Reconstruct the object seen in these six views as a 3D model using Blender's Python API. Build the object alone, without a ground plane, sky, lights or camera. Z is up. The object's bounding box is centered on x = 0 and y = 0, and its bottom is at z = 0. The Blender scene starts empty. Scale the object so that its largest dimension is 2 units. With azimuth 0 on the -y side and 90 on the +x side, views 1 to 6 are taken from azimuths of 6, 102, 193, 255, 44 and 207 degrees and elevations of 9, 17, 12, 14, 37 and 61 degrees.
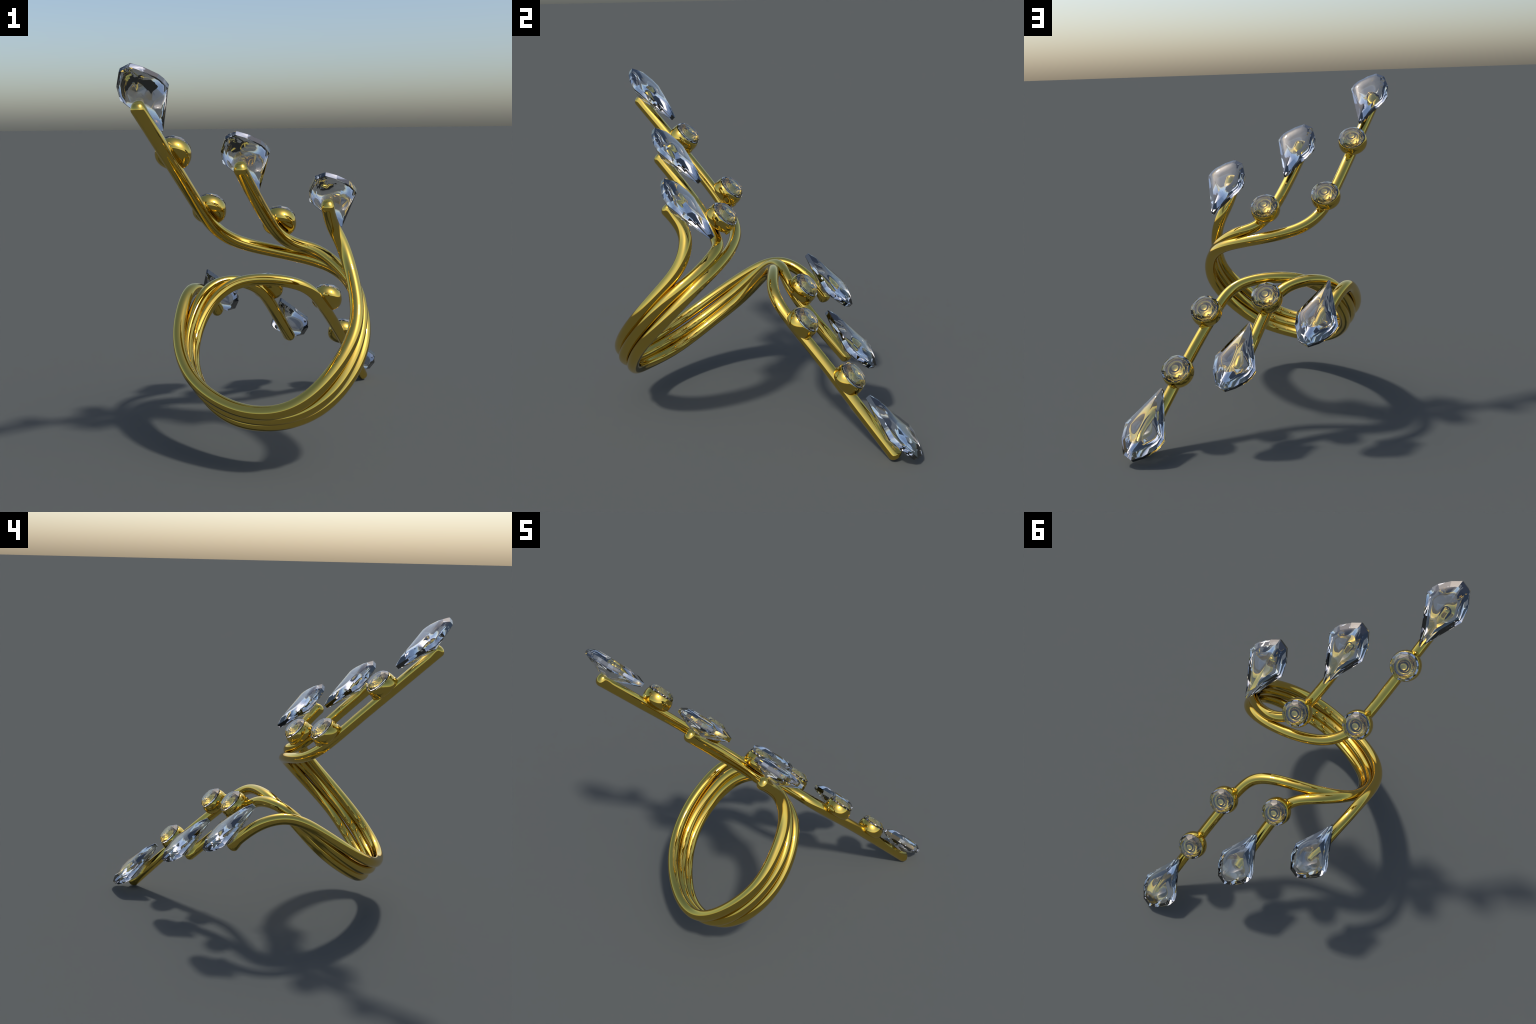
"""An open finger ring: three round gold wires wrap the finger side by side and
fan out at both ends into straight arms that carry bezel-set round stones and
faceted teardrop crystals.

Everything is laid out in the ring's own frame:
  a = along the arms / the finger,  b = across,  h = up, normal to the plane of
the stones.  The frame is tilted 45 degrees, as the ring stands on one arm."""
import bpy, bmesh, math
from mathutils import Vector, Matrix

# ------------------------------------------------------------------ frame
ORIGIN = Vector((0.0, 0.0, 1.011))
AX_A = Vector((0.27978, 0.67333, -0.68436))
AX_B = Vector((-0.95923, 0.22575, -0.17004))
AX_H = Vector((0.04000, 0.70404, 0.70904))
FRAME = Matrix((AX_A, AX_B, AX_H)).transposed().to_4x4()
FRAME.translation = ORIGIN

WIRE_R = 0.034

# ------------------------------------------------------------------ materials
def principled(name):
    m = bpy.data.materials.new(name)
    m.use_nodes = True
    return m, m.node_tree.nodes["Principled BSDF"], m.node_tree

def gold_material():
    m, p, nt = principled("polished_gold")
    p.inputs["Metallic"].default_value = 1.0
    p.inputs["Base Color"].default_value = (0.76, 0.535, 0.105, 1)
    p.inputs["Roughness"].default_value = 0.03
    return m

def crystal_material():
    m, p, nt = principled("clear_crystal")
    p.inputs["Base Color"].default_value = (1.0, 1.0, 1.0, 1)
    p.inputs["Transmission Weight"].default_value = 1.0
    p.inputs["Roughness"].default_value = 0.0
    p.inputs["IOR"].default_value = 2.15
    return m

GOLD = gold_material()
CRYSTAL = crystal_material()

# ------------------------------------------------------------------ helpers
def bspline(ctrl, samples):
    """Clamped uniform cubic B-spline through a control polygon."""
    n, k = len(ctrl), 3
    knots = [0.0] * 4 + [i / (n - k) for i in range(1, n - k)] + [1.0] * 4
    out = []
    for s in range(samples):
        t = s / (samples - 1)
        j = k
        while j < n - 1 and t >= knots[j + 1]:
            j += 1
        d = [Vector(ctrl[j - k + i]) for i in range(k + 1)]
        for r in range(1, k + 1):
            for i in range(k, r - 1, -1):
                lo, hi = knots[j - k + i], knots[j + 1 + i - r]
                w = (t - lo) / (hi - lo)
                d[i] = d[i - 1].lerp(d[i], w)
        out.append(d[k])
    return out

def even(pts, step):
    """Resample a polyline at even arc length."""
    L = [0.0]
    for p, q in zip(pts, pts[1:]):
        L.append(L[-1] + (q - p).length)
    m = max(2, int(L[-1] / step))
    res, j = [], 0
    for i in range(m + 1):
        s = L[-1] * i / m
        while j < len(L) - 2 and L[j + 1] < s:
            j += 1
        res.append(pts[j].lerp(pts[j + 1], (s - L[j]) / (L[j + 1] - L[j])))
    return res, L[-1]

def make_object(name, bm, mat, parent, matrix=None, smooth=True):
    me = bpy.data.meshes.new(name)
    bm.normal_update()
    bm.to_mesh(me)
    bm.free()
    if smooth is not None:
        for f in me.polygons:
            f.use_smooth = smooth
    me.materials.append(mat)
    return place(name, me, parent, matrix)

def place(name, me, parent, matrix=None):
    ob = bpy.data.objects.new(name, me)
    bpy.context.collection.objects.link(ob)
    ob.parent = parent
    if matrix is not None:
        ob.matrix_world = matrix
    return ob

def local_matrix(a, b, h, spin=0.0):
    return FRAME @ Matrix.Translation((a, b, h)) @ Matrix.Rotation(spin, 4, 'Z')

# ------------------------------------------------------------------ ring root
root = bpy.data.objects.new("wrap_ring", None)
bpy.context.collection.objects.link(root)
root.empty_display_size = 0.2
root["label"] = "open gold wrap ring with three branching wires and clear crystals"
root["category"] = "ring"

# ------------------------------------------------------------------ wires
# control polygons in (a, b, h), from the upper arm's tip round the finger to
# the lower arm's tip
WIRES = [
    # short arm to short arm
    [(-0.431, -0.477, -0.105), (-0.286, -0.447, -0.102), (-0.188, -0.480, -0.144), (-0.115, -0.511, -0.268),
     (-0.097, -0.549, -0.438), (-0.082, -0.564, -0.658), (-0.088, -0.442, -0.906), (-0.082, -0.242, -1.095),
     (-0.086, 0.054, -1.068), (-0.102, 0.326, -0.882), (-0.088, 0.450, -0.627), (-0.057, 0.479, -0.401),
     (-0.011, 0.483, -0.237), (0.084, 0.490, -0.132), (0.241, 0.483, -0.087), (0.415, 0.488, -0.093)],
    # middle arm to middle arm
    [(-0.809, -0.139, -0.102), (-0.400, -0.123, -0.100), (-0.177, -0.165, -0.127), (-0.103, -0.292, -0.099),
     (-0.049, -0.435, -0.215), (-0.036, -0.569, -0.410), (-0.020, -0.557, -0.697), (-0.019, -0.440, -0.955),
     (-0.005, -0.241, -1.080), (-0.027, 0.039, -1.077), (-0.017, 0.289, -0.922), (-0.019, 0.436, -0.676),
     (0.001, 0.445, -0.406), (0.021, 0.381, -0.182), (0.112, 0.261, -0.088), (0.244, 0.124, -0.084),
     (0.432, 0.134, -0.101), (0.802, 0.149, -0.091)],
    # long arm to long arm
    [(-1.310, 0.176, -0.099), (-0.668, 0.188, -0.092), (-0.339, 0.208, -0.110), (-0.155, 0.021, -0.094),
     (-0.039, -0.272, -0.129), (0.010, -0.476, -0.224), (0.047, -0.579, -0.537), (0.046, -0.531, -0.810),
     (0.067, -0.341, -1.031), (0.037, -0.077, -1.098), (0.052, 0.182, -1.019), (0.035, 0.381, -0.793),
     (0.052, 0.442, -0.531), (0.046, 0.371, -0.282), (0.082, 0.237, -0.120), (0.168, 0.020, -0.086),
     (0.281, -0.149, -0.086), (0.491, -0.167, -0.086), (0.860, -0.179, -0.075), (1.390, -0.178, -0.090)],
]
SECTION = 24          # points round the wire
SQUARENESS = 2.35     # superellipse exponent: a round wire with softly flattened faces

def section_offsets():
    res = []
    for i in range(SECTION):
        t = 2 * math.pi * i / SECTION
        c, s = math.cos(t), math.sin(t)
        r = (abs(c) ** SQUARENESS + abs(s) ** SQUARENESS) ** (-1 / SQUARENESS)
        res.append((r * c * WIRE_R, r * s * WIRE_R))
    return res

def build_wire(ctrl):
    pts, length = even(bspline(ctrl, 600), 0.012)
    # the fitted ends sit at the tip of the wire: pull in for the round cap
    offs = section_offsets()
    bm = bmesh.new()
    rings = []
    up = Vector((0, 0, 1))
    n = len(pts)
    arc = 0.0
    for i, p in enumerate(pts):
        if i:
            arc += (p - pts[i - 1]).length
        t = (pts[min(i + 1, n - 1)] - pts[max(i - 1, 0)]).normalized()
        # thickness direction carried along without twist
        up = (up - t * up.dot(t)).normalized()
        side = t.cross(up)
        d_end = min(arc, length - arc)
        # the tip swells up towards the crystal it carries
        lift = 0.010 * max(0.0, 1 - d_end / 0.05) ** 0.7 if d_end < 0.05 else 0.0
        # the straight arms are a touch fuller underneath than the band
        belly = 1.12 if d_end < 0.3 else 1.12 - 0.12 * min(1.0, (d_end - 0.3) / 0.3)
        ring = []
        for (x, y) in offs:
            yy = (y if y > 0 else y * belly) + (lift if y > 0 else 0.0) * (y / WIRE_R)
            ring.append(bm.verts.new(p + side * x + up * yy))
        rings.append((ring, p, t, up, side, lift))
    def cap(end, sgn):
        ring, p, t, u, s, lift = rings[end]
        prev = ring
        for k in range(1, 7):
            ang = math.pi / 2 * k / 7
            cur = []
            for (x, y) in offs:
                yy = (y if y > 0 else y * 1.12) + (lift if y > 0 else 0.0) * (y / WIRE_R)
                cur.append(bm.verts.new(p + (s * x + u * yy) * math.cos(ang)
                                        + t * sgn * WIRE_R * 0.9 * math.sin(ang)))
            for j in range(SECTION):
                q = (prev[j], prev[(j + 1) % SECTION], cur[(j + 1) % SECTION], cur[j])
                bm.faces.new(q)
            prev = cur
        top = bm.verts.new(p + t * sgn * WIRE_R * 0.9)
        for j in range(SECTION):
            bm.faces.new((prev[j], prev[(j + 1) % SECTION], top))
    for (r0, *_), (r1, *_) in zip(rings, rings[1:]):
        for j in range(SECTION):
            bm.faces.new((r0[j], r0[(j + 1) % SECTION], r1[(j + 1) % SECTION], r1[j]))
    cap(0, -1)
    cap(-1, 1)
    bmesh.ops.recalc_face_normals(bm, faces=bm.faces)
    return bm

def inset_ends(ctrl, d):
    """Shorten both ends by d so that the rounded caps end where the tips are."""
    c = [Vector(p) for p in ctrl]
    c[0] += (c[1] - c[0]).normalized() * d
    c[-1] += (c[-2] - c[-1]).normalized() * d
    return c

for ctrl in WIRES:
    bm = build_wire(inset_ends(ctrl, 0.012))
    bm.transform(FRAME)
    make_object("gold_wire", bm, GOLD, root)

# ------------------------------------------------------------------ lathe
def lathe(profile, seg, phase=0.0):
    """Revolve (radius, height) points; radius 0 closes the end."""
    bm = bmesh.new()
    prev = None
    for (r, z) in profile:
        if r <= 1e-6:
            cur = [bm.verts.new((0, 0, z))]
        else:
            cur = [bm.verts.new((r * math.cos(phase + 2 * math.pi * i / seg),
                                 r * math.sin(phase + 2 * math.pi * i / seg), z)) for i in range(seg)]
        if prev:
            for i in range(seg):
                j = (i + 1) % seg
                if len(prev) == 1:
                    bm.faces.new((prev[0], cur[i], cur[j]))
                elif len(cur) == 1:
                    bm.faces.new((prev[i], prev[j], cur[0]))
                else:
                    bm.faces.new((prev[i], prev[j], cur[j], cur[i]))
        prev = cur
    bmesh.ops.recalc_face_normals(bm, faces=bm.faces)
    return bm

# ------------------------------------------------------------------ round stones in bezels
BEZEL_PROFILE = [(0.0, -0.077), (0.030, -0.0768), (0.050, -0.0758), (0.0655, -0.0735), (0.0760, -0.0695),
                 (0.0838, -0.0635), (0.0885, -0.0562), (0.0914, -0.0470), (0.0926, -0.0370), (0.0924, -0.0270),
                 (0.0913, -0.0180), (0.0896, -0.0105), (0.0872, -0.0035), (0.0855, 0.0010), (0.0842, 0.0024),
                 (0.0825, 0.0022), (0.0815, 0.0),
                 # well of the setting with a polished seat, dished in the middle, under the stone
                 (0.0810, -0.020), (0.078, -0.036), (0.072, -0.045), (0.062, -0.046), (0.055, -0.040),
                 (0.0510, -0.030), (0.0490, -0.0225), (0.0465, -0.0205), (0.041, -0.0217), (0.036, -0.0230), (0.031, -0.0255), (0.0265, -0.0276), (0.022, -0.0291),
                 (0.017, -0.0302), (0.012, -0.0309), (0.006, -0.0313), (0.0, -0.0314)]

def bezel_mesh():
    bm = lathe(BEZEL_PROFILE, 48)
    me = bpy.data.meshes.new("bezel")
    bm.to_mesh(me); bm.free()
    for f in me.polygons:
        f.use_smooth = True
    me.materials.append(GOLD)
    return me

def round_stone_mesh():
    """Brilliant cut: 20-sided girdle, kite facets, flat table."""
    bm = bmesh.new()
    N = 20
    def ring(n, r, z, ph):
        return [bm.verts.new((r * math.cos(ph + 2 * math.pi * i / n), r * math.sin(ph + 2 * math.pi * i / n), z))
                for i in range(n)]
    step = math.pi / N
    g = ring(N, 0.0845, 0.0140, 0)            # girdle
    s = ring(N // 2, 0.0705, 0.0310, 2 * step * 0.5)          # star ring
    t = ring(N // 2, 0.0535, 0.0425, 2 * step * 1.5)          # table edge
    c = bm.verts.new((0, 0, 0.0425))
    flat = []
    M = N // 2
    for i in range(M):
        i1 = (i + 1) % M
        # girdle vertices around star vertex i: 2i, 2i+1 ; next 2i+2
        flat.append(bm.faces.new((g[2 * i], g[2 * i + 1], s[i])))
        flat.append(bm.faces.new((g[2 * i + 1], g[(2 * i + 2) % N], s[i1], s[i])))
        flat.append(bm.faces.new((s[i], s[i1], t[i])))
        flat.append(bm.faces.new((s[i1], t[i1], t[i])))
    soft = []
    for i in range(M):
        flat.append(bm.faces.new((t[i], t[(i + 1) % M], c)))
    # underside, bedded in the floor of the setting
    prev = g
    for (r, z) in [(0.0835, 0.0085), (0.0760, -0.0100), (0.0660, -0.0180), (0.0475, -0.0200), (0.038, -0.036)]:
        cur = ring(N, r, z, 0)
        for i in range(N):
            flat.append(bm.faces.new((prev[i], cur[i], cur[(i + 1) % N], prev[(i + 1) % N])))
        prev = cur
    k = bm.verts.new((0, 0, -0.050))
    for i in range(N):
        flat.append(bm.faces.new((prev[i], k, prev[(i + 1) % N])))
    bmesh.ops.recalc_face_normals(bm, faces=bm.faces)
    for f in soft:
        f.smooth = True
    for f in flat:
        f.smooth = False
    me = bpy.data.meshes.new("round_crystal")
    bm.to_mesh(me); bm.free()
    me.materials.append(CRYSTAL)
    return me

def pin_mesh():
    """Short solder pin along the arm, its blunt end bevelled."""
    bm = bmesh.new()
    n, r, L = 10, 0.0155, 0.036
    rings = []
    for (x, k) in [(-L / 2, 1.0), (L / 2 - 0.003, 1.0), (L / 2, 0.82)]:
        rings.append([bm.verts.new((x, r * k * math.cos(2 * math.pi * i / n), r * k * math.sin(2 * math.pi * i / n)))
                      for i in range(n)])
    for p, q in zip(rings, rings[1:]):
        for i in range(n):
            bm.faces.new((p[i], p[(i + 1) % n], q[(i + 1) % n], q[i])).smooth = True
    bm.faces.new(rings[0])
    bm.faces.new(rings[-1])
    bmesh.ops.recalc_face_normals(bm, faces=bm.faces)
    me = bpy.data.meshes.new("bezel_pin")
    bm.to_mesh(me); bm.free()
    me.materials.append(GOLD)
    return me

BEZEL, STONE, PIN = bezel_mesh(), round_stone_mesh(), pin_mesh()
# (a, b) of the bezels: two on each long arm, one on each middle arm
BEZELS = [(-0.909, 0.190), (-0.454, 0.187), (-0.264, -0.149),
          (0.513, -0.184), (0.915, -0.168), (0.323, 0.130)]
for i, (a, b) in enumerate(BEZELS):
    bz = place("bezel", BEZEL, root, local_matrix(a, b, 0.0))
    place("round_crystal", STONE, bz, local_matrix(a, b, 0.0, 0.13))
    for sgn in (1, -1):
        pin = place("bezel_pin", PIN, bz,
                    FRAME @ Matrix.Translation((a + sgn * 0.0765, b, -0.054))
                    @ Matrix.Rotation(0.0 if sgn > 0 else math.pi, 4, 'Z'))

# ------------------------------------------------------------------ teardrop crystals
# girdle outline seen from above, from the narrow tip: (along, across)
OUTLINE = [(0.000, -0.005), (0.250, -0.099), (0.332, -0.076), (0.409, -0.022), (0.424, 0.040),
           (0.387, 0.088), (0.330, 0.137), (0.298, 0.151), (0.258, 0.157), (0.000, 0.005)]
CENTRE = Vector((0.262, 0.022))          # middle of the table
CULET = Vector((0.236, 0.020))           # deepest point of the underside
GIRDLE_TOP, GIRDLE_BOTTOM = 0.014, -0.013
BEVEL = (0.78, 0.78, 0.034)              # (inset along, inset across, height) of the flat-faceted crown bevel
CROWN = [(0.60, 0.60, 0.0415), (0.30, 0.30, 0.0426)]
UNDER_BEVEL = (0.80, 0.86, -0.028)
PAVILION = [(0.55, 0.66, -0.046), (0.30, 0.46, -0.0615)]

def teardrop_mesh():
    bm = bmesh.new()
    base = [Vector(p) for p in OUTLINE]
    n = len(base)
    def ring(pts, centre, sx, sy, z):
        return [bm.verts.new((centre.x + (p.x - centre.x) * sx, centre.y + (p.y - centre.y) * sy, z)) for p in pts]
    def skin(p, q, smooth):
        for i in range(n):
            bm.faces.new((p[i], p[(i + 1) % n], q[(i + 1) % n], q[i])).smooth = smooth
    top, bot = ring(base, CENTRE, 1, 1, GIRDLE_TOP), ring(base, CENTRE, 1, 1, GIRDLE_BOTTOM)
    skin(bot, top, False)
    for start, bevel, rings, c, end_z in ((top, BEVEL, CROWN, CENTRE, 0.0426),
                                          (bot, UNDER_BEVEL, PAVILION, CULET, -0.0655)):
        prev = ring(base, c, *bevel)
        skin(start, prev, False)
        for (sx, sy, z) in rings:
            cur = ring(base, c, sx, sy, z)
            skin(prev, cur, True)
            prev = cur
        tip = bm.verts.new((c.x, c.y, end_z))
        for i in range(n):
            bm.faces.new((prev[i], prev[(i + 1) % n], tip)).smooth = True
    bmesh.ops.recalc_face_normals(bm, faces=bm.faces)
    me = bpy.data.meshes.new("teardrop_crystal")
    bm.to_mesh(me); bm.free()
    me.materials.append(CRYSTAL)
    return me

TEARDROP = teardrop_mesh()
# narrow tips of the three lower crystals; the upper three are the same turned half round
TIPS = [(1.050, -0.187), (0.521, 0.1215), (0.1285, 0.4575)]
for (a, b) in TIPS:
    place("teardrop_crystal", TEARDROP, root, local_matrix(a, b, 0.005))
    place("teardrop_crystal", TEARDROP, root, local_matrix(-a, -b, -0.004, math.pi))
